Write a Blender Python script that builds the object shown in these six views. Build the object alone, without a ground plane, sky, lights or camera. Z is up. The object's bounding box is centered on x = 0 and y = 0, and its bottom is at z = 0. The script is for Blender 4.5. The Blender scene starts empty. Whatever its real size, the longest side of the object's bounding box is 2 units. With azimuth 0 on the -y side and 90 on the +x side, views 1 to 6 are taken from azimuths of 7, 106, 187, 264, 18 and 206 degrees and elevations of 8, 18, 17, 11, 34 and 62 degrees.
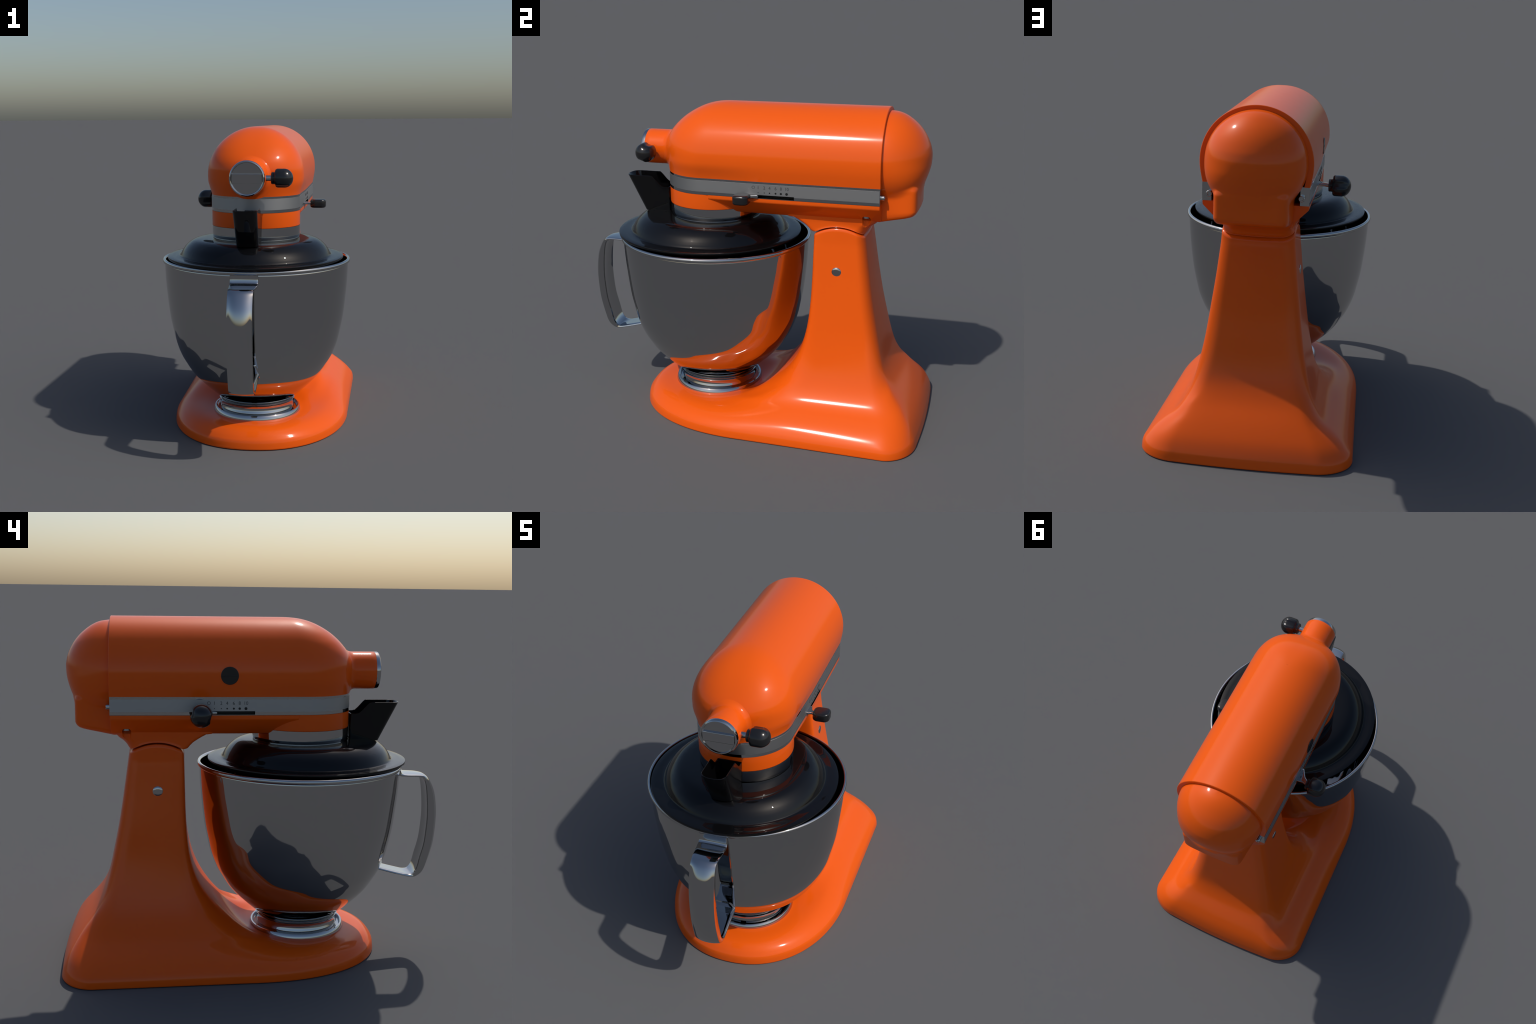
"""Orange tilt-head kitchen stand mixer with steel bowl and black pouring shield.
Frame: metres, z up, front of the machine (bowl handle) towards -y."""
import bpy, bmesh, math
from math import sin, cos, pi, sqrt, radians
from mathutils import Vector

BOWL_Y = -0.2435         # axis of bowl, foot and clamp plate
AX_Y = -0.2440           # y of the vertical axis shared by bowl, planetary and clamp plate

# ------------------------------------------------------------------ helpers
def catmull(pts, sub):
    """Catmull-Rom through a list of equal-length tuples."""
    out = []
    n = len(pts)
    for i in range(n - 1):
        p0 = pts[max(i - 1, 0)]; p1 = pts[i]; p2 = pts[i + 1]; p3 = pts[min(i + 2, n - 1)]
        for k in range(sub):
            t = k / sub
            t2, t3 = t * t, t * t * t
            out.append(tuple(0.5 * (2 * b + (c - a) * t + (2 * a - 5 * b + 4 * c - d) * t2
                                    + (3 * b - a - 3 * c + d) * t3)
                             for a, b, c, d in zip(p0, p1, p2, p3)))
    out.append(tuple(pts[-1]))
    return out

def pchip(xs, ys):
    """Monotone cubic interpolation, returned as a function."""
    n = len(xs)
    h = [xs[i + 1] - xs[i] for i in range(n - 1)]
    d = [(ys[i + 1] - ys[i]) / h[i] for i in range(n - 1)]
    m = [d[0]] + [0.0] * (n - 2) + [d[-1]]
    for i in range(1, n - 1):
        if d[i - 1] * d[i] > 0:
            w1, w2 = 2 * h[i] + h[i - 1], h[i] + 2 * h[i - 1]
            m[i] = (w1 + w2) / (w1 / d[i - 1] + w2 / d[i])
    def f(x):
        if x <= xs[0]: return ys[0]
        if x >= xs[-1]: return ys[-1]
        i = max(j for j in range(n - 1) if xs[j] <= x)
        t = (x - xs[i]) / h[i]
        return (ys[i] * (2 * t**3 - 3 * t * t + 1) + h[i] * m[i] * (t**3 - 2 * t * t + t)
                + ys[i + 1] * (3 * t * t - 2 * t**3) + h[i] * m[i + 1] * (t**3 - t * t))
    return f

def nose_taper(p):
    """The lower head narrows slightly towards the nose so that band and drum are flush there."""
    x, y, z = p
    t = min(max((0.16 - y) / 0.38, 0), 1)
    u = min(max((1.475 - z) / 0.085, 0), 1)
    k = 0.0088 * t * t * (3 - 2 * t) * u * u * (3 - 2 * u)
    return (x - math.copysign(min(k, abs(x)), x) * min(abs(x) / 0.2, 1), y, z)

def resample(poly, n):
    """n+1 points evenly spaced along a polyline."""
    L = [0.0]
    for a, b in zip(poly, poly[1:]):
        L.append(L[-1] + math.dist(a, b))
    out, j = [], 0
    for k in range(n + 1):
        s = L[-1] * k / n
        while j < len(L) - 2 and L[j + 1] < s: j += 1
        seg = L[j + 1] - L[j]
        t = 0 if seg < 1e-12 else (s - L[j]) / seg
        out.append(tuple(a + (b - a) * min(t, 1) for a, b in zip(poly[j], poly[j + 1])))
    return out

def carve(target, cutters):
    """Boolean-subtract helper solids, then delete them."""
    for c in cutters:
        m = target.modifiers.new('cut', 'BOOLEAN')
        m.operation, m.solver, m.object = 'DIFFERENCE', 'EXACT', c
    dg = bpy.context.evaluated_depsgraph_get()
    me = bpy.data.meshes.new_from_object(target.evaluated_get(dg))
    target.modifiers.clear()
    old = target.data
    target.data = me
    bpy.data.meshes.remove(old)
    me.shade_smooth()
    me.set_sharp_from_angle(angle=radians(35))

def finish(name, bm, mat, parent, angle=35, weld=1e-5, mats=None):
    bmesh.ops.remove_doubles(bm, verts=bm.verts, dist=weld)
    bmesh.ops.dissolve_degenerate(bm, dist=1e-6, edges=bm.edges)
    bmesh.ops.recalc_face_normals(bm, faces=bm.faces)
    me = bpy.data.meshes.new(name)
    bm.to_mesh(me); bm.free()
    for m in (mats or [mat]): me.materials.append(m)
    me.shade_smooth()
    me.set_sharp_from_angle(angle=radians(angle))
    ob = bpy.data.objects.new(name, me)
    bpy.context.scene.collection.objects.link(ob)
    ob.parent = parent
    return ob

def grid(bm, rows, closed=False):
    """Quad grid through rows of equal length; returns the vertex rows."""
    V = [[bm.verts.new(p) for p in r] for r in rows]
    for a, b in zip(V, V[1:]):
        n = len(a)
        for i in range(n if closed else n - 1):
            j = (i + 1) % n
            try: bm.faces.new((a[i], a[j], b[j], b[i]))
            except ValueError: pass
    return V

def revolve(bm, prof, n=96, centre=(0, 0, 0), axis='z'):
    """Lathe a profile of (radius, height) pairs."""
    rows = []
    for r, h in prof:
        row = []
        for i in range(n):
            a = 2 * pi * i / n
            c, s = r * cos(a), r * sin(a)
            p = {'z': (c, s, h), 'y': (c, h, s), 'x': (h, c, s)}[axis]
            row.append(tuple(q + o for q, o in zip(p, centre)))
        rows.append(row)
    V = grid(bm, rows, True)
    return V

def lathe(name, prof, mat, parent, n=96, centre=(0, 0, 0), axis='z', angle=35):
    bm = bmesh.new()
    revolve(bm, prof, n, centre, axis)
    return finish(name, bm, mat, parent, angle)

def box(name, lo, hi, mat, parent, bevel=0.0, seg=3, angle=35):
    bm = bmesh.new()
    bmesh.ops.create_cube(bm, size=1)
    for v in bm.verts:
        for k in range(3):
            v.co[k] = (lo[k] + hi[k]) / 2 + v.co[k] * (hi[k] - lo[k])
    if bevel:
        bmesh.ops.bevel(bm, geom=bm.edges[:], offset=bevel, segments=seg, profile=0.5, affect='EDGES')
    return finish(name, bm, mat, parent, angle)

def superquad(w, a, n, count, m=400):
    """Quarter superellipse from (0, a) on the axis to (w, 0), evenly resampled."""
    pts = []
    for i in range(m + 1):
        t = i / m * pi / 2
        pts.append((w * sin(t) ** (2 / n), a * cos(t) ** (2 / n)))
    return resample(pts, count)

# ------------------------------------------------------------------ materials
def material(name, colour, rough, metal=0.0, coat=0.0, coat_rough=0.05, spec=0.5,
             bump=0.0, scale=200.0, vary=0.0, stretch=(1, 1, 1)):
    m = bpy.data.materials.new(name)
    m.use_nodes = True
    nt = m.node_tree
    b = nt.nodes['Principled BSDF']
    b.inputs['Base Color'].default_value = (*colour, 1)
    b.inputs['Roughness'].default_value = rough
    b.inputs['Metallic'].default_value = metal
    b.inputs['Coat Weight'].default_value = coat
    b.inputs['Coat Roughness'].default_value = coat_rough
    b.inputs['Specular IOR Level'].default_value = spec
    tc = nt.nodes.new('ShaderNodeTexCoord')
    mp = nt.nodes.new('ShaderNodeMapping')
    mp.inputs['Scale'].default_value = stretch
    nt.links.new(tc.outputs['Object'], mp.inputs['Vector'])
    nz = nt.nodes.new('ShaderNodeTexNoise')
    nz.inputs['Scale'].default_value = scale
    nz.inputs['Detail'].default_value = 3
    nt.links.new(mp.outputs['Vector'], nz.inputs['Vector'])
    if vary:
        mr = nt.nodes.new('ShaderNodeMapRange')
        mr.inputs['To Min'].default_value = max(rough - vary, 0)
        mr.inputs['To Max'].default_value = rough + vary
        nt.links.new(nz.outputs['Fac'], mr.inputs['Value'])
        nt.links.new(mr.outputs['Result'], b.inputs['Roughness'])
    if bump:
        bp = nt.nodes.new('ShaderNodeBump')
        bp.inputs['Strength'].default_value = bump
        bp.inputs['Distance'].default_value = 0.001
        nt.links.new(nz.outputs['Fac'], bp.inputs['Height'])
        nt.links.new(bp.outputs['Normal'], b.inputs['Normal'])
    return m

ORANGE = material('orange_enamel', (0.83, 0.106, 0.004), 0.45, spec=0.06, coat=0.50, coat_rough=0.10, vary=0.02, scale=30)
STEEL = material('polished_steel', (0.485, 0.485, 0.485), 0.03, 1.0, vary=0.01, scale=40)
BRUSHED = material('brushed_steel', (0.39, 0.39, 0.39), 0.48, 1.0, vary=0.03, scale=60, stretch=(1, 1, 14))
SHIELD = material('glossy_black_plastic', (0.003, 0.003, 0.0035), 0.40, spec=0.04, coat=0.64, coat_rough=0.003, vary=0.02, scale=25)
BLACK = material('satin_black_plastic', (0.010, 0.010, 0.011), 0.22, vary=0.03, scale=90)
KNOB = material('black_knob_plastic', (0.012, 0.012, 0.013), 0.2, vary=0.03, scale=90)
DARK = material('slot_shade_dot_black', (0.004, 0.004, 0.004), 0.5)  # black of the dots; also stands in for darkness inside the slots
PRINT = material('printed_grey', (0.060, 0.062, 0.065), 0.45)

# ------------------------------------------------------------------ root
root = bpy.data.objects.new('stand_mixer', None)
bpy.context.scene.collection.objects.link(root)
root['label'] = 'orange tilt-head stand mixer with steel bowl and black shield'
root['category'] = 'stand mixer'

# ------------------------------------------------------------------ stand (foot + column), one casting
PIN_Y, PIN_Z, HINGE_R = 0.503, 0.903, 0.238     # tilt hinge axis and radius of the column's rounded top

def ring(yf, ysf, xs, xr, yr, nf, rx, ry, crown, zf, zs, zr, nF=44, nS=30, nC=26, nR=22):
    """Closed horizontal outline: superelliptic front, straight flank, rounded rear corners
    (radii rx, ry) and a slightly crowned rear edge. Height blends from front (zf) over
    the flank (zs) to the rear (zr)."""
    front = [(x, ysf - y) for x, y in superquad(xs, ysf - yf, nf, nF)]
    ysr = yr - crown - ry
    corner = [(xr - rx + x, ysr + y) for x, y in superquad(rx, ry, 2.0, nC)][::-1]
    half = []
    y0 = max(yf, -0.20)
    def flank_z(y):
        t = min(max((y - y0) / (max(ysf, 0.34) - y0), 0), 1)
        return zf + (zs - zf) * t * t * (3 - 2 * t)
    for x, y in front:
        half.append((x, y, flank_z(y)))
    for i in range(1, nS):
        t = i / nS
        y = ysf + (ysr - ysf) * t
        half.append((xs + (xr - xs) * t, y, flank_z(y)))
    rear = corner + [((xr - rx) * (1 - i / nR), yr - crown * (1 - i / nR) ** 2) for i in range(1, nR + 1)]
    for i, (x, y) in enumerate(rear):
        t = min(i / (nC + 6), 1); t = t * t * (3 - 2 * t)
        half.append((x, y, zs + (zr - zs) * t))
    left = [(-x, y, z) for x, y, z in half[1:-1]][::-1]
    return half + left

def loft_rings(ctrl, sub):
    return [ring(*p) for p in catmull(ctrl, sub)]

def hinge_z(y, R):
    return PIN_Z + sqrt(max(R * R - (y - PIN_Y) ** 2, 0))

stand_ctrl = [
    # yf     ysf   xs     xr     yr     nf   rx    ry    crown zf    zs    zr
    (-0.663, 0.05, 0.528, 0.547, 0.9995, 2.17, .200, .165, .012, .005, .005, .005),
    (-0.656, 0.05, 0.520, 0.538, 0.990, 2.17, .190, .160, .012, .050, .050, .055),
    (-0.631, 0.05, 0.487, 0.495, 0.963, 2.15, .160, .145, .012, .086, .103, .118),
    (-0.575, 0.08, 0.434, 0.444, 0.924, 2.1, .130, .125, .012, .113, .146, .175),
    (-0.380, 0.18, 0.387, 0.397, 0.886, 2.1, .110, .110, .010, .1195, .181, .222),
    (-0.150, 0.28, 0.354, 0.361, 0.846, 2.4, .090, .095, .008, .128, .220, .268),
    (0.040, 0.34, 0.323, 0.327, 0.811, 2.9, .095, .082, .006, .175, .275, .318),
    (0.180, 0.39, 0.300, 0.302, 0.780, 3.5, .090, .074, .004, .270, .344, .378),
    (0.285, 0.42, 0.277, 0.276, 0.757, 5.0, .088, .070, .004, .410, .450, .462),
    (0.338, 0.43, 0.256, 0.253, 0.733, 7.0, .085, .066, .004, .560, .570, .574),
    (0.358, 0.43, 0.233, 0.231, 0.702, 8.0, .080, .062, .004, .730, .730, .730),
    (0.364, 0.43, 0.211, 0.208, 0.676, 9.0, .074, .057, .004, .900, .900, .900),
    (0.367, 0.43, 0.193, 0.190, 0.653, 9.0, .068, .052, .004, 1.06, 1.06, 1.06),
]
rows = loft_rings(stand_ctrl, 7)
# rolled-under lower lip and flat sole
c0 = (0.0, 0.16)
def inset(row, d, z):
    """Shrink an outline towards the middle by about d, at height z."""
    out = []
    for x, y, _ in row:
        rx, ry = x - c0[0], y - c0[1]
        L = sqrt(rx * rx + ry * ry)
        k = (L - d) / L
        out.append((c0[0] + rx * k, c0[1] + ry * k, z))
    return out
lip = [inset(rows[0], 0.30, 0.0), inset(rows[0], 0.006, 0.0), inset(rows[0], 0.002, 0.0012)]
rows = lip + rows
# rounded saddle top, a cylinder about the hinge pin
def saddle(outline, R, drop, steps=6):
    out = []
    for x, y, _ in outline: out.append((x, y, hinge_z(y, R) + drop))
    rs = [out]
    for k in range(1, steps + 1):
        s = 1 - k / steps
        rs.append([(x * s, PIN_Y + (y - PIN_Y) * s, hinge_z(PIN_Y + (y - PIN_Y) * s, R) + drop) for x, y, _ in out])
    return rs
top_outline = ring(0.368, 0.43, 0.189, 0.187, 0.649, 9.0, .068, .052, .004, 0, 0, 0)
inner_outline = ring(0.373, 0.43, 0.184, 0.182, 0.644, 9.0, .066, .050, .004, 0, 0, 0)
rim_low = [(x, y, hinge_z(y, HINGE_R) - 0.006) for x, y, _ in top_outline]
ease = []
for k in range(1, 7):
    t = k / 7
    base_row = ring(0.367, 0.43, 0.193 - .004 * t, 0.190 - .003 * t, 0.653 - .004 * t, 9.0, .068, .052, .004, 0, 0, 0)
    ease.append([(x, y, 1.06 * (1 - t) + t * (hinge_z(y, HINGE_R) - 0.006)) for x, y, _ in base_row])
rows = rows + ease + [rim_low] + saddle(inner_outline, HINGE_R, 0.0)
# shallow dish for the clamp plate: the casting is turned down around the bowl axis
dish = pchip([0, .265, .30, .34, .38, .415, .45, .49, .52, .55], [.1190, .1190, .1285, .156, .198, .240, .310, .435, .67, 2.0])
def smin(a, b, k):
    h = max(k - abs(a - b), 0) / k
    return min(a, b) - h * h * k / 4
def turned(p):
    x, y, z = p
    if z < 0.06: return p
    d = math.hypot(x, y + 0.2435)
    return (x, y, smin(z, dish(d), 0.012))
rows = [[turned(p) for p in r] for r in rows]
bm = bmesh.new()
V = grid(bm, rows, True)
bm.faces.new(V[0])
soft = [v for v in bm.verts if 0.06 < v.co.z < 0.95]
for _ in range(12):
    bmesh.ops.smooth_vert(bm, verts=soft, factor=0.5, use_axis_x=True, use_axis_y=True, use_axis_z=True)
stand = finish('pedestal_stand', bm, ORANGE, root, angle=40)

# ------------------------------------------------------------------ neck of the tilting head
neck_ctrl = [
    (0.370, 0.43, 0.185, 0.182, 0.643, 11.0, .066, .050, .004, 1.13, 1.13, 1.13),
    (0.350, 0.43, 0.183, 0.180, 0.651, 11.0, .066, .050, .004, 1.142, 1.142, 1.138),
    (0.336, 0.42, 0.183, 0.180, 0.662, 13.0, .066, .050, .004, 1.158, 1.158, 1.155),
    (0.314, 0.40, 0.184, 0.183, 0.680, 13.0, .066, .050, .004, 1.175, 1.175, 1.172),
    (0.276, 0.38, 0.186, 0.186, 0.708, 13.0, .066, .050, .004, 1.189, 1.19, 1.186),
    (0.215, 0.35, 0.188, 0.190, 0.726, 13.0, .066, .050, .004, 1.197, 1.215, 1.20),
    (0.205, 0.35, 0.190, 0.192, 0.726, 13.0, .066, .050, .004, 1.24, 1.24, 1.24),
]
rows = loft_rings(neck_ctrl, 5)
b0 = ring(0.371, 0.43, 0.185, 0.183, 0.645, 9.0, .068, .052, .004, 0, 0, 0)
bottom = saddle(b0, HINGE_R + 0.009, 0.0)[::-1]
# squeeze first rows so that they follow the saddle
rows2 = []
for k, r in enumerate(rows[1:], 1):
    f = max(0.0, 1 - k / 22)
    rows2.append([(x, y, z + f * (hinge_z(y, HINGE_R + 0.009) - 1.13)) for x, y, z in r])
bm = bmesh.new()
V = grid(bm, bottom + rows2, True)
bm.faces.new(V[-1])
neck = finish('tilt_neck', bm, ORANGE, root, angle=40)

# ------------------------------------------------------------------ arm under the head (chamfered keel with a lip)
section = [(0.0, 1.192), (0.150, 1.192), (0.172, 1.194), (0.184, 1.200), (0.256, 1.272), (0.2605, 1.277), (0.2620, 1.283), (0.2620, 1.2975), (0.0, 1.2975)]
section = [(-x, z) for x, z in section[1:-1]][::-1] + section[:-1]
bm = bmesh.new()
ys = [-0.20, -0.15, -0.10, -0.05, 0.0, 0.05, 0.10, 0.16, 0.4, 0.6, 0.729, 0.7325]
rs = []
for i, y in enumerate(ys):
    s = 0.996 if i == len(ys) - 1 else 1
    rs.append([nose_taper((x * s, y, 1.25 + (z - 1.25) * s)) for x, z in section])
V = grid(bm, rs, True)
bm.faces.new(V[0]); bm.faces.new(V[-1])
arm = finish('head_underside', bm, ORANGE, root, angle=25)

# planetary nose: orange drum below the trim band, and steel ring under it
lathe('nose_drum', [(0.0, 1.213), (0.2505, 1.213), (0.2525, 1.2145), (0.2530, 1.217), (0.2533, 1.2978), (0, 1.2978)],
      ORANGE, root, 128, (0, AX_Y, 0))
lathe('planetary_ring', [(0, 1.1400), (0.2455, 1.1400), (0.2455, 1.1455), (0.2490, 1.1470), (0.2518, 1.1600), (0.2522, 1.1630), (0.2522, 1.2125), (0, 1.2125)],
      STEEL, root, 128, (0, AX_Y, 0))
lathe('beater_shaft', [(0, 0.97), (0.05, 0.97), (0.055, 0.98), (0.055, 1.10), (0.15, 1.11), (0.15, 1.1488)], STEEL, root, 48, (0, AX_Y + 0.06, 0))

# ------------------------------------------------------------------ head housing
HZ, HR = 1.495, 0.277
front_of = pchip([0, 8.3, 15.7, 23, 29.2, 37.3, 46.2, 54.7, 64.5, 71, 79, 90],
                 [-.507, -.5045, -.495, -.477, -.456, -.425, -.387, -.346, -.297, -.262, -.213, -.13])
low_w = pchip([1.388, 1.42, 1.455, 1.475, 1.495], [0.2622, 0.2685, 0.2745, 0.2764, 0.277])
low_f = pchip([1.388, 1.43, 1.46, 1.495], [-0.4985, -0.5030, -0.506, -0.507])

def head_slice(th=None, z=None):
    """(half width, front y, start of front curve, z) of the housing's horizontal slice."""
    if th is not None:
        return HR * cos(radians(th)), front_of(th), -0.235 + 0.10 * (th / 90) ** 1.3, HZ + HR * sin(radians(th))
    return low_w(z), low_f(z), -0.244 + 0.009 * (z - 1.388) / 0.107, z

def nose_n(th):
    return 2.05 + 0.40 * min(th / 35, 1)

REAR_Y = 0.7325
def u_row(w, f, ys, z, n=2.0, nS=26, nF=48, rear=REAR_Y):
    """U outline: right rear -> nose -> left rear."""
    nose = [(x, ys - y) for x, y in superquad(max(w, 1e-6), ys - f, n, nF)]
    side = [(w, rear + (ys - rear) * i / nS) for i in range(nS)]
    half = side + nose[::-1]
    return [(x, y, z) for x, y in half] + [(-x, y, z) for x, y in half[:-1][::-1]]

rows = []
for i in range(61):
    th = 90 * (1 - i / 60)
    w, f, ys_, z = head_slice(th=th)
    rows.append(u_row(w, f, ys_, z, nose_n(th)))
for i in range(1, 15):
    z = HZ + (1.3895 - HZ) * i / 14
    rows.append(u_row(*head_slice(z=z), 2.05 - 0.05 * i / 14))
rows = [[nose_taper(p) for p in r] for r in rows]
bm = bmesh.new()
V = grid(bm, rows)
# rolled rear edge: narrow return wall of the shell at its open end
prof = [V[k][0].co.copy() for k in range(len(V))]           # right half, top to bottom
def rear_strip(sign):
    def P(dx, y):
        out = []
        for p in prof:
            r = Vector((p.x, p.z - HZ))
            if p.z < HZ: r = Vector((p.x, 0))
            L = r.length
            q = r * ((L - dx) / L)
            zz = HZ + q.y if p.z >= HZ else p.z
            out.append((sign * max(q.x, 0), y, zz))
        return out
    grid(bm, [P(0, REAR_Y), P(0.0025, REAR_Y + 0.0025), P(0.028, REAR_Y + 0.0025), P(0.030, 0.66)])
rear_strip(1); rear_strip(-1)
housing = finish('head_housing', bm, ORANGE, root, angle=35)

# ------------------------------------------------------------------ rear cover (dome melting into a squarish block)
CZ, CR = 1.50, 0.2515
rear_of = pchip([1.25, 1.30, 1.34, 1.37, 1.40, 1.44, 1.48, 1.52, 1.569, 1.593, 1.635, 1.676, 1.714, 1.731, 1.745, 1.7515],
                [.900, .910, .918, .927, .938, .951, .9595, .962, .954, .945, .923, .891, .847, .820, .785, .745])
def dome_radius(phi, z):
    """Distance from the axis (0, 0.72) to the dome in direction phi."""
    w = sqrt(max(CR * CR - (z - CZ) ** 2, 0))
    r = rear_of(z) - 0.72
    if w < 1e-5: return 0.0
    t = min(max((1.53 - z) / 0.15, 0), 1)
    n = 2.0 + 0.5 * t * t * (3 - 2 * t)
    return ((abs(cos(phi)) / w) ** n + (abs(sin(phi)) / r) ** n) ** (-1 / n)
def block_radius(phi, z):
    """Same for the block below it: flat flanks, slightly bowed back, rounded corners."""
    grow = min(max((1.405 - z) / 0.045, 0), 1)
    off = 0.075 * (1 - sqrt(max(1 - (1 - grow) ** 2, 0)))
    hwid, back, n = 0.1870 - off, 0.1965 - off, 9.0
    c, s = abs(cos(phi)) / hwid, abs(sin(phi)) / back
    r = (c ** n + s ** n) ** (-1 / n)
    return r - 0.010 * (r * cos(phi) / hwid) ** 2 * abs(sin(phi))
def smax(a, b, k):
    k = max(k, 1e-6)
    h = max(k - abs(a - b), 0) / k
    return max(a, b) + h * h * k / 4
phis = [pi * i / 180 for i in range(181)]
def cover_row(z, shrink=0.0, slope=0.0):
    row = []
    for ph in phis:
        r = dome_radius(ph, z) if z > 1.395 + 1e-9 else smax(dome_radius(ph, max(z, 1.27)), block_radius(ph, z), 0.022)
        if z <= 1.45 and z > 1.395:
            r = smax(r, block_radius(ph, z), 0.022 * (1.45 - z) / 0.055)
        if z < 1.34:
            f = min((1.34 - z) / 0.06, 1)
            r = r * (1 - f) + f * block_radius(ph, z)
        r -= shrink
        x, y = r * cos(ph), 0.72 + r * sin(ph)
        row.append((x, y, z + slope * (y - 0.905) * 0.21))
    a, b = row[0], row[-1]
    return [(a[0], 0.69, a[2])] + row + [(b[0], 0.69, b[2])]
zs = [CZ + CR * sin(radians(90 - 112 * i / 64)) for i in range(65)]
zs = [z for z in zs if z > 1.43] + [1.43 - 0.006 * i for i in range(30)]
rows = [cover_row(z) for z in zs]
for z, sh, sl in ((1.252, 0.0, 0.35), (1.243, 0.003, .7), (1.235, .009, .9), (1.229, .018, 1), (1.226, .03, 1), (1.224, .05, 1)):
    rows.append(cover_row(z, sh, sl))
last = rows[-1]
for k in (0.6, 0.25, 0.0):
    rows.append([(x * k, y, z) for x, y, z in last])
bm = bmesh.new()
grid(bm, rows)
finish('rear_cover', bm, ORANGE, root, angle=40)

# ------------------------------------------------------------------ trim band around the head
def band_rows(profile):
    """profile: (outset, z) pairs swept round the U outline of the head."""
    return [[nose_taper(p) for p in u_row(0.262 + d, -0.4974 - d, AX_Y, z, 2.0, 26, 48, REAR_Y + 0.001)] for d, z in profile]
def solid_band(name, profile, mat, rows_of):
    bm = bmesh.new()
    rows = rows_of(profile)
    V = grid(bm, rows + [rows[0]])
    for e in (0, -1):
        bm.faces.new([r[e] for r in V[:-1]])
    return finish(name, bm, mat, root, angle=30)
def band_rows2(profile):
    return [[(x, min(y, REAR_Y - 0.0015), z) for x, y, z in r] for r in band_rows(profile)]
band = solid_band('trim_band', [(-0.045, 1.3905), (-0.001, 1.3905), (0.0005, 1.3895), (0.0005, 1.2990), (-0.001, 1.298), (-0.045, 1.298)], STEEL, band_rows)
panel = solid_band('trim_panel', [(-0.01, 1.3775), (0.0016, 1.3775), (0.0016, 1.3155), (-0.01, 1.3155)], BRUSHED, band_rows2)

# speed scale: numerals, growing dots and lever slot on both flanks
NUM = ['O', '1', '2', '4', '6', '8', '10']
NUM_Y = [0.249, 0.222, 0.188, 0.159, 0.126, 0.097, 0.066]     # left flank, rear to front
DOT_R = [0, 0.0022, 0.0026, 0.0038, 0.0050, 0.0060, 0.0072]
def numeral(txt, side, y, z):
    cu = bpy.data.curves.new('speed_numeral', 'FONT')
    cu.body = txt; cu.size = 0.027; cu.align_x = 'CENTER'; cu.align_y = 'CENTER'
    cu.extrude = 0.0006
    tmp = bpy.data.objects.new('tmp', cu)
    bpy.context.scene.collection.objects.link(tmp)
    dg = bpy.context.evaluated_depsgraph_get()
    me = bpy.data.meshes.new_from_object(tmp.evaluated_get(dg))
    bpy.data.objects.remove(tmp)
    me.name = 'speed_numeral'
    me.materials.clear(); me.materials.append(PRINT)
    for v in me.vertices:
        a, b, c = v.co
        v.co = nose_taper((side * (0.2640 + c), y + side * a * 0.86, z + b * 0.9))
    me.update()
    ob = bpy.data.objects.new('speed_numeral', me)
    bpy.context.scene.collection.objects.link(ob)
    ob.parent = panel
slot_cuts = []
for side in (-1, 1):
    for txt, y, r in zip(NUM, NUM_Y, DOT_R):
        yy = y if side < 0 else 0.307 - y
        numeral(txt, side, yy, 1.3585)
        if r:
            lathe('speed_dot', [(0, 0.2600), (r, 0.2600), (r, 0.2644), (0, 0.2644)] if side > 0 else
                  [(0, -0.2600), (r, -0.2600), (r, -0.2644), (0, -0.2644)], DARK, panel, 24, (0, yy, 1.3325), 'x')
    ya, yb = (0.020, 0.285) if side < 0 else (0.022, 0.281)
    slot_cuts.append(box('slot_cut', (min(side * .205, side * .28), ya, 1.3015), (max(side * .205, side * .28), yb, 1.3195), DARK, root))
    box('slot_dark_backing', (min(side * .200, side * .2065), ya - .004, 1.2995), (max(side * .200, side * .2065), yb + .004, 1.3215), DARK, panel)  # added dark plate behind the cut, standing in for the unlit interior

bpy.context.view_layer.update()
carve(band, slot_cuts)
carve(panel, slot_cuts)
for c in slot_cuts:
    bpy.data.objects.remove(c)

# round motor-brush plug on the left flank
lathe('brush_cap', [(0, -0.2700), (0.0440, -0.2700), (0.0440, -0.2775), (0.0425, -0.2788), (0, -0.2788)], BLACK, root, 64, (0, 0.147, 1.4955), 'x')
box('brush_cap_dark_bar', (-0.2796, 0.108, 1.4925), (-0.276, 0.186, 1.4960), DARK, root, 0.0005)  # dark bar laid on the cap in place of a cut slot

# bolts closing the band at the rear
for sx in (-1, 1):
    lathe('band_bolt', [(0, 0.730), (0.0155, 0.730), (0.0155, 0.7500), (0.0135, 0.7525), (0.0085, 0.7525), (0.0075, 0.7505), (0, 0.7505)],
          STEEL, root, 32, (sx * 0.226, 0, 1.336), 'y')

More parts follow.
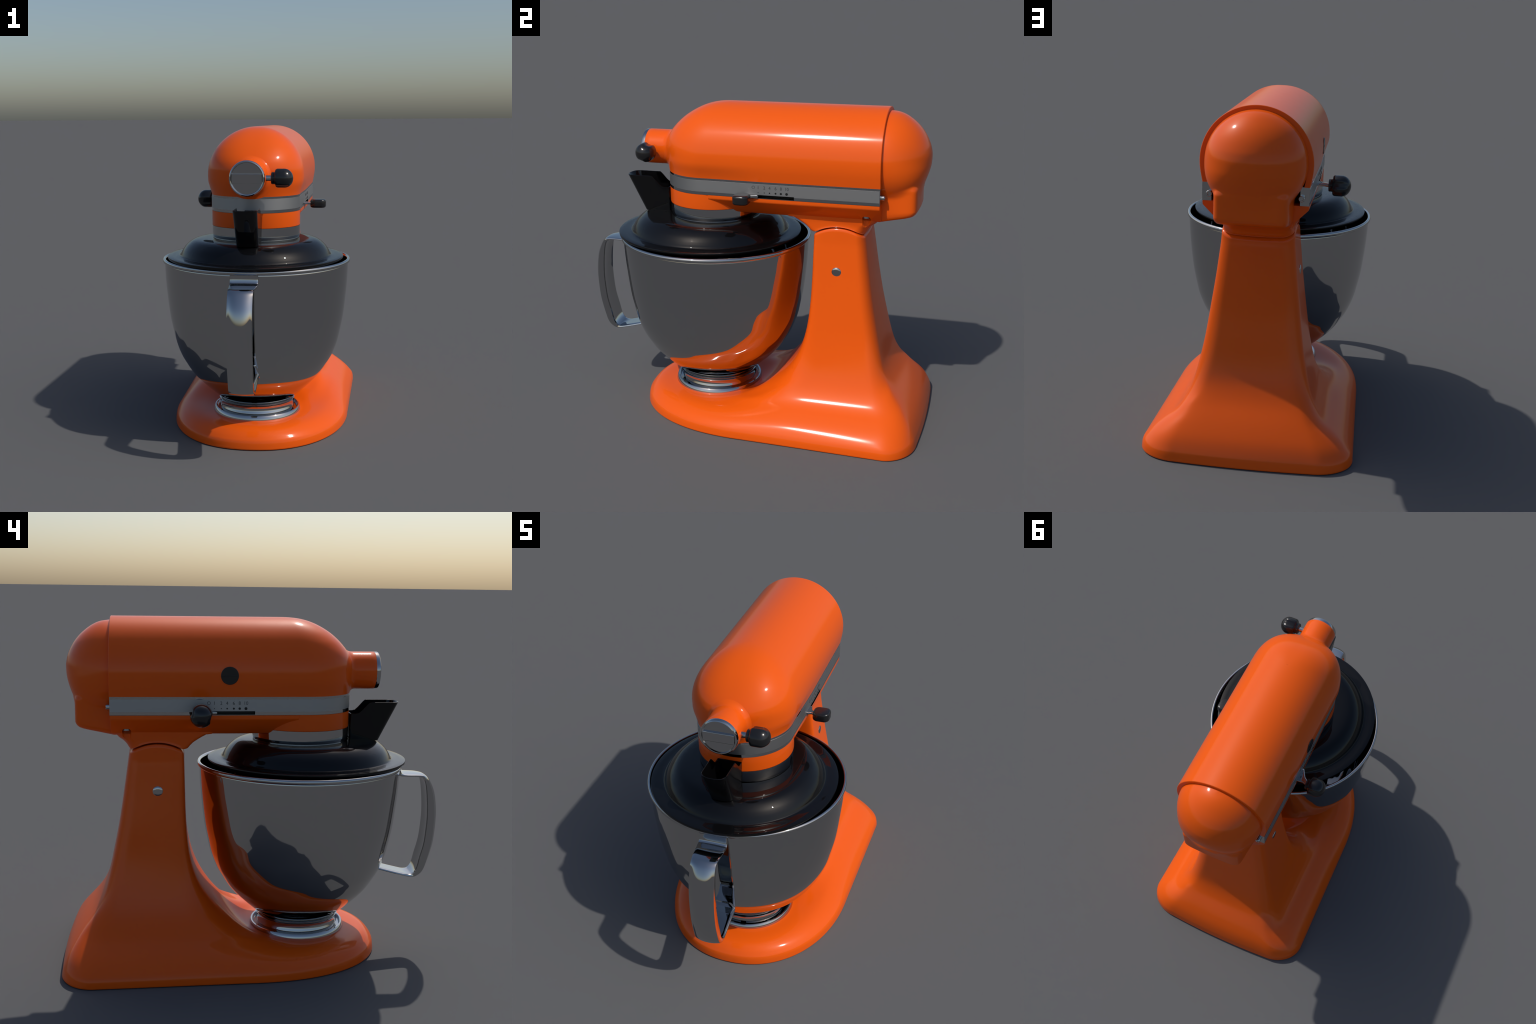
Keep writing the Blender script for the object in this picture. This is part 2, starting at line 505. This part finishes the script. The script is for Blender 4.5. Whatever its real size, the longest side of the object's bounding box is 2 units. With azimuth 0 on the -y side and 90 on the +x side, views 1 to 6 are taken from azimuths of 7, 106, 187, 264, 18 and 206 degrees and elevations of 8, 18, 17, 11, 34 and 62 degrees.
# ------------------------------------------------------------------ levers and knobs
def fluted_knob(name, parent, origin, direction, r=0.054, length=0.118, neck_len=0.022, neck_r=0.033, groove=0.010, phase=0.0):
    """Domed knob along +-x with two finger grooves."""
    nS = 72
    prof = [(0.0, 0.0), (neck_r * .9, 0.0), (neck_r, 0.003), (neck_r, neck_len - 0.004), (neck_r + 0.003, neck_len)]
    body = [(r * 0.86, neck_len), (r * 0.95, neck_len + 0.004), (r, neck_len + 0.012)]
    dome0 = length - r * 0.92
    body += [(r, dome0)]
    for k in range(1, 11):
        a = k / 10 * pi / 2
        body.append((r * cos(a), dome0 + (length - dome0) * sin(a)))
    bm = bmesh.new()
    rows = []
    for i, (rr, h) in enumerate(prof + body):
        row = []
        for j in range(nS):
            a = 2 * pi * j / nS
            g = 0.0
            if i >= len(prof):
                for c in (0.0, pi):
                    d = (a - phase - c + pi) % (2 * pi) - pi
                    g = max(g, math.exp(-(d / 0.36) ** 4))
                fade = min(max((length - h) / (length * 0.45), 0), 1)
                g *= groove * fade * min(rr / r * 1.2, 1)
            q = max(rr - g, 0)
            row.append((origin[0] + direction * h, origin[1] + q * cos(a), origin[2] + q * sin(a)))
        rows.append(row)
    grid(bm, rows, True)
    return finish(name, bm, KNOB, parent, angle=40)

def tapered_bar(name, mat, parent, stations):
    """Chrome lever: stations of (x, y centre, z centre, half y, half z)."""
    bm = bmesh.new()
    rows = []
    for x, y, z, hy, hz in stations:
        row = []
        for k in range(24):
            a = 2 * pi * k / 24
            c, s = cos(a), sin(a)
            row.append((x, y + hy * math.copysign(abs(c) ** 0.5, c), z + hz * math.copysign(abs(s) ** 0.5, s)))
        rows.append(row)
    V = grid(bm, rows, True)
    bm.faces.new(V[0]); bm.faces.new(V[-1])
    return finish(name, bm, mat, parent, angle=40)

# speed lever, left flank: chrome tongue and domed knob
lever = tapered_bar('speed_lever', STEEL, root, [(-0.235, 0.253, 1.3110, 0.044, 0.0075), (-0.272, 0.253, 1.3110, 0.044, 0.0075),
                    (-0.300, 0.276, 1.3125, 0.019, 0.0085), (-0.325, 0.290, 1.3125, 0.013, 0.010), (-0.345, 0.290, 1.3125, 0.013, 0.010)])
fluted_knob('speed_knob', lever, (-0.322, 0.290, 1.3125), -1, r=0.0555, length=0.118, phase=radians(195))
# locking lever, right flank: flat rounded paddle
lever = tapered_bar('lock_lever', STEEL, root, [(0.235, 0.046, 1.3110, 0.040, 0.0075), (0.270, 0.046, 1.3110, 0.040, 0.0075),
                    (0.284, 0.026, 1.3115, 0.014, 0.0075), (0.310, 0.018, 1.3115, 0.010, 0.008)])
bm = bmesh.new()
bmesh.ops.create_cube(bm, size=1)
for v in bm.verts:
    v.co = (0.3425 + v.co.x * 0.093, 0.017 + v.co.y * 0.088, 1.3115 + v.co.z * 0.050)
vert_e = [e for e in bm.edges if abs(e.verts[0].co.z - e.verts[1].co.z) > 0.01]
bmesh.ops.bevel(bm, geom=vert_e, offset=0.030, segments=8, profile=0.5, affect='EDGES')
flat_e = [e for e in bm.edges if len(e.link_faces) == 2 and abs(e.verts[0].co.z - e.verts[1].co.z) < 1e-6
          and max(abs(f.normal.z) for f in e.link_faces) > 0.9 and min(abs(f.normal.z) for f in e.link_faces) < 0.1]
bmesh.ops.bevel(bm, geom=flat_e, offset=0.012, segments=5, profile=0.5, affect='EDGES')
finish('lock_knob', bm, KNOB, lever, angle=40)

# ------------------------------------------------------------------ attachment hub
HUB_R, HUB_Z = 0.0970, 1.5005
def nose_y(x, z):
    """y of the housing's front surface at (x, z)."""
    n = 2.05
    if z >= HZ:
        th = math.degrees(math.asin(min((z - HZ) / HR, 1)))
        w, f, ys_, _ = head_slice(th=th)
        n = nose_n(th)
    else:
        w, f, ys_, _ = head_slice(z=max(z, 1.388))
    t = min(abs(x) / w, 1)
    return ys_ - (ys_ - f) * (1 - t ** n) ** (1 / n)
bm = bmesh.new()
nA = 96
rows = [[] for _ in range(17)]
fil = 0.030
for j in range(nA):
    a = 2 * pi * j / nA
    c, s = cos(a), sin(a)
    z_out = HUB_Z + (HUB_R + fil) * s
    p_out = Vector(((HUB_R + fil) * c, nose_y((HUB_R + fil) * c, z_out), z_out))
    z_far = HUB_Z + (HUB_R + fil + 0.012) * s
    p_far = Vector(((HUB_R + fil + 0.012) * c, nose_y((HUB_R + fil + 0.012) * c, z_far), z_far))
    tang = (p_out - p_far).normalized()
    y_at = nose_y(HUB_R * c, HUB_Z + HUB_R * s)
    p_in = Vector((HUB_R * c, y_at - fil * 0.9, HUB_Z + HUB_R * s))
    mid = Vector((HUB_R * c, y_at, HUB_Z + HUB_R * s))
    p_out.y += 0.0012
    rows[0].append(tuple(p_far + Vector((0, 0.004, 0))))
    for k in range(12):
        t = k / 11
        q = p_out * (1 - t) ** 2 + mid * 2 * t * (1 - t) + p_in * t * t
        rows[1 + k].append(tuple(q))
    for k, (rr, yy) in enumerate(((HUB_R, -0.600), (HUB_R, -0.625), (HUB_R - 0.0018, -0.6275), (0.06, -0.6275))):
        rows[13 + k].append((rr * c, yy, HUB_Z + rr * s))
grid(bm, rows, True)
hub = finish('attachment_hub', bm, ORANGE, root, angle=40)
cap = lathe('hub_cap', [(0.05, -0.624), (0.0950, -0.624), (0.0968, -0.627), (0.0968, -0.6400), (0.0945, -0.6455), (0.0900, -0.6480),
                  (0.0860, -0.6470), (0.0835, -0.6410), (0.0, -0.6400)], STEEL, hub, 96, (0, 0, HUB_Z), 'y', angle=30)
box('cap_grip', (-0.082, -0.6500, HUB_Z - 0.026), (0.082, -0.635, HUB_Z + 0.026), STEEL, hub, 0.0022, 2, 12)
lathe('knob_shaft', [(0, 0.080), (0.0155, 0.080), (0.0155, 0.135), (0, 0.135)], STEEL, hub, 32, (0, -0.582, HUB_Z - 0.001), 'x')
fluted_knob('hub_knob', hub, (0.125, -0.582, HUB_Z - 0.001), 1, r=0.0525, length=0.118, phase=radians(250))

# ------------------------------------------------------------------ hinge pins and screw pockets
for sx in (-1, 1):
    prof = [(0, sx * 0.190), (0.0260, sx * 0.190), (0.0260, sx * 0.2095), (0.0245, sx * 0.2113), (0.0200, sx * 0.2130), (0.0140, sx * 0.2142), (0.007, sx * 0.2148), (0, sx * 0.2150)]
    lathe('hinge_pin', prof, STEEL, root, 40, (0, PIN_Y, PIN_Z + 0.003), 'x')

cutters = []
for sx in (-1, 1):
    cutters.append(lathe('pocket', [(0, 1.140), (0.0225, 1.140), (0.0225, 1.224), (0, 1.224)], DARK, root, 40, (sx * 0.190, 0.655, 0)))
bpy.context.view_layer.update()
carve(neck, cutters)
carve(arm, cutters)
for c in cutters:
    bpy.data.objects.remove(c)
for sx in (-1, 1):
    lathe('pocket_screw', [(0, 1.2235), (0.0170, 1.2235), (0.0170, 1.2150), (0.0150, 1.2130), (0, 1.2130)], BRUSHED, root, 24, (sx * 0.190, 0.655, 0))

# ------------------------------------------------------------------ bowl
bowl_prof = catmull([(0.0, 0.1890), (0.10, 0.1890), (0.190, 0.1890), (0.2100, 0.1950), (0.2400, 0.220), (0.275, 0.250), (0.308, 0.280), (0.3487, 0.320), (0.3827, 0.360), (0.4150, 0.410),
                     (0.4430, 0.460), (0.4700, 0.530), (0.4870, 0.600), (0.5060, 0.700), (0.5225, 0.850), (0.5290, 0.950), (0.5300, 0.995)], 6)
rim = [(0.5290, 0.999), (0.5365, 1.001), (0.5410, 1.006), (0.5425, 1.0130), (0.5410, 1.020), (0.5360, 1.0245), (0.5290, 1.0250), (0.5240, 1.021), (0.5215, 1.013), (0.5210, 1.003)]
inner = [(r - 0.007, z + 0.004) for r, z in bowl_prof[::-1] if r > 0.25 and z < 0.99] + [(0.0, 0.20)]
bowl = lathe('mixing_bowl', bowl_prof + rim + inner, STEEL, root, 160, (0, BOWL_Y, 0), angle=50)
foot_prof = [(0.0, 0.1925), (0.205, 0.1925), (0.2205, 0.1915), (0.2220, 0.1900), (0.2210, 0.1880), (0.2155, 0.1855), (0.2135, 0.1820), (0.2135, 0.1650), (0.2150, 0.1540), (0.2190, 0.1460),
             (0.2195, 0.1430), (0.2180, 0.1410), (0.2120, 0.1350), (0.2100, 0.1200), (0, 0.1200)]
lathe('bowl_foot', foot_prof, STEEL, bowl, 128, (0, BOWL_Y, 0), angle=45)
clamp_prof = [(0, 0.1100), (0.2565, 0.1100), (0.2570, 0.1170), (0.2500, 0.1380), (0.2482, 0.1397), (0.2420, 0.1400), (0.2400, 0.1385), (0.2375, 0.1290), (0.2340, 0.1210), (0.2310, 0.1190), (0, 0.1190)]
lathe('bowl_clamp_plate', clamp_prof, STEEL, root, 128, (0, BOWL_Y, 0), angle=35)

# handle: a broad steel bow, thin at both arms, thick and crowned in the grip
bow = [  # (outer y, outer z, inner y, inner z, crown, half width)
    (-.7800, 1.002, -.7680, 1.002, .000, .075), (-.7810, .977, -.7690, .975, .000, .076), (-.7880, .9595, -.7760, .946, .001, .076),
    (-.8120, .953, -.8120, .940, .002, .0755), (-.8920, .949, -.8890, .936, .003, .069), (-.9220, .938, -.9090, .926, .008, .067),
    (-.9420, .908, -.9210, .897, .014, .067), (-.9640, .847, -.9300, .842, .020, .067), (-.9755, .765, -.9360, .765, .0225, .067),
    (-.9775, .690, -.9365, .690, .0225, .067), (-.9690, .575, -.9260, .577, .021, .067), (-.9460, .475, -.9040, .487, .017, .067),
    (-.9270, .420, -.8920, .436, .012, .067), (-.9000, .392, -.8750, .407, .007, .067), (-.8640, .381, -.8520, .397, .003, .067),
    (-.8000, .394, -.7970, .409, .001, .067), (-.7150, .417, -.7100, .432, .000, .067), (-.6780, .428, -.6760, .443, .000, .067)]
bm = bmesh.new()
rows = []
for oy, oz, iy, iz, cr, w in catmull(bow, 9):
    o, i_ = Vector((0, oy, oz)), Vector((0, iy, iz))
    n = (o - i_).normalized()
    h = (o - i_).length
    row, e = [], 0.005
    for k in range(17):
        u = -1 + k / 8
        row.append(tuple(o + n * (cr * (1 - abs(u) ** 2.4) - 0.001) + Vector((u * (w - e), 0, 0))))
    row += [tuple(o - n * 0.0025 + Vector((w - e * .25, 0, 0))), tuple(o - n * h * .4 + Vector((w, 0, 0))), tuple(i_ + n * .003 + Vector((w - e * .4, 0, 0)))]
    for k in range(9):
        u = 1 - k / 4
        row.append(tuple(i_ + n * (0.25 * cr * (1 - u * u)) + Vector((u * (w - 2 * e), 0, 0))))
    row += [tuple(i_ + n * .003 - Vector((w - e * .4, 0, 0))), tuple(o - n * h * .4 - Vector((w, 0, 0))), tuple(o - n * 0.0025 - Vector((w - e * .25, 0, 0)))]
    rows.append(row)
V = grid(bm, rows, True)
bm.faces.new(V[0]); bm.faces.new(V[-1])
finish('bowl_handle', bm, STEEL, bowl, angle=22)
# welded tab of the lower arm, lying on the bowl wall
wall = pchip([p[1] for p in bowl_prof if p[1] > .2], [p[0] for p in bowl_prof if p[1] > .2])
bm = bmesh.new()
rows = []
for k in range(13):
    z = 0.410 + 0.090 * k / 12
    w = 0.072 if z < .44 else 0.072 - 0.022 * ((z - .44) / .06) ** 2
    lift = 0.0045 if 0 < k < 12 else -0.004
    row = []
    for j in range(15):
        x = w * (-1 + j / 7)
        r = wall(z) + (lift if 0 < j < 14 else -0.004)
        row.append((x, BOWL_Y - sqrt(r * r - x * x), z))
    rows.append(row)
grid(bm, rows)
finish('handle_tab', bm, STEEL, bowl, angle=60)

# ------------------------------------------------------------------ pouring shield and chute
SX, SY = 0.0, -0.280
SHIELD_X, SHIELD_Y = 0.982, 1.018        # the shield is very slightly oval
sh = catmull([(0.215, 1.1430), (0.262, 1.1425), (0.310, 1.1410), (0.346, 1.1365), (0.374, 1.1255), (0.402, 1.1040), (0.420, 1.0830), (0.431, 1.0650), (0.4375, 1.0520),
              (0.443, 1.0460), (0.454, 1.0440)], 6)
sh += [(0.480, 1.0437), (0.507, 1.0430), (0.5120, 1.0415), (0.5130, 1.0380), (0.5120, 1.0290), (0.5085, 1.0255), (0.500, 1.0250), (0.46, 1.0250), (0.455, 1.005), (0.449, 1.005), (0.443, 1.030), (0.432, 1.036),
       (0.424, 1.055), (0.412, 1.080), (0.395, 1.099), (0.368, 1.117), (0.345, 1.1255), (0.310, 1.128), (0.262, 1.129), (0.215, 1.130), (0.215, 1.143)]
bm = bmesh.new()
revolve(bm, sh, 160)
for v in bm.verts:
    v.co.x = SX + v.co.x * SHIELD_X
    v.co.y = SY + v.co.y * SHIELD_Y
shield = finish('pouring_shield', bm, SHIELD, root, angle=40)

# chute: hollow wedge-shaped spout, outer and inner walls joined along the rim
def chute_loop(yb, yf, hwid, rad, ztop, lip):
    """Rounded-rectangle loop; lip(y) gives the height at that y."""
    pts = []
    for cx, cy, a0 in ((hwid - rad, yf + rad, -pi / 2), (hwid - .004, yb - .004, 0), (-hwid + .004, yb - .004, pi / 2), (-hwid + rad, yf + rad, pi)):
        rr = rad if cy < -0.55 and abs(cx) < hwid - .005 else 0.004
        for k in range(7):
            a = a0 + k / 6 * pi / 2
            pts.append((cx + rr * cos(a), cy + rr * sin(a)))
    # densify so the lip outline can bend
    pts = resample(pts + [pts[0]], 120)[:-1]
    return [(x, y, lip(y)) for x, y in pts]
lip_z = pchip([-0.80, -0.602, -0.598, -0.540, -0.528, -0.48], [1.3370, 1.3370, 1.3340, 1.281, 1.279, 1.279])
def wedge(t, inset_):
    """Loop at height fraction t (0 floor, 1 lip) of the spout."""
    zt0 = 1.136
    yf = -0.650 + (-0.750 + 0.654) * t + inset_
    yb = -0.500 - inset_
    hwid = 0.060 + 0.006 * t - inset_
    loop = chute_loop(yb, yf, hwid, 0.022, 0, lambda y: 0)
    out = []
    for x, y, _ in loop:
        yl = y + (-0.750 - (-0.656 + (-0.094) * t)) * max(0, (-0.51 - y) / (0.146 + 0.094 * t))
        bulge = (0.010 + 0.008 * t) * (1 - min(abs(x) / hwid, 1) ** 2) * min(max((-0.57 - y) / 0.07, 0), 1)
        out.append((x, y - bulge, zt0 + (lip_z(yl) - zt0) * t))
    return out
bm = bmesh.new()
rows = [wedge(k / 12, 0.0) for k in range(13)]
top = rows[-1]
inn = [wedge(k / 12, 0.005) for k in range(12, 0, -1)]
edge = [tuple((a + b) / 2 + (0.0015 if i == 2 else 0) for i, (a, b) in enumerate(zip(p, q))) for p, q in zip(top, inn[0])]
V = grid(bm, rows + [edge] + inn, True)
bm.faces.new(V[0]); bm.faces.new(V[-1])
finish('pouring_chute', bm, SHIELD, shield, angle=40)
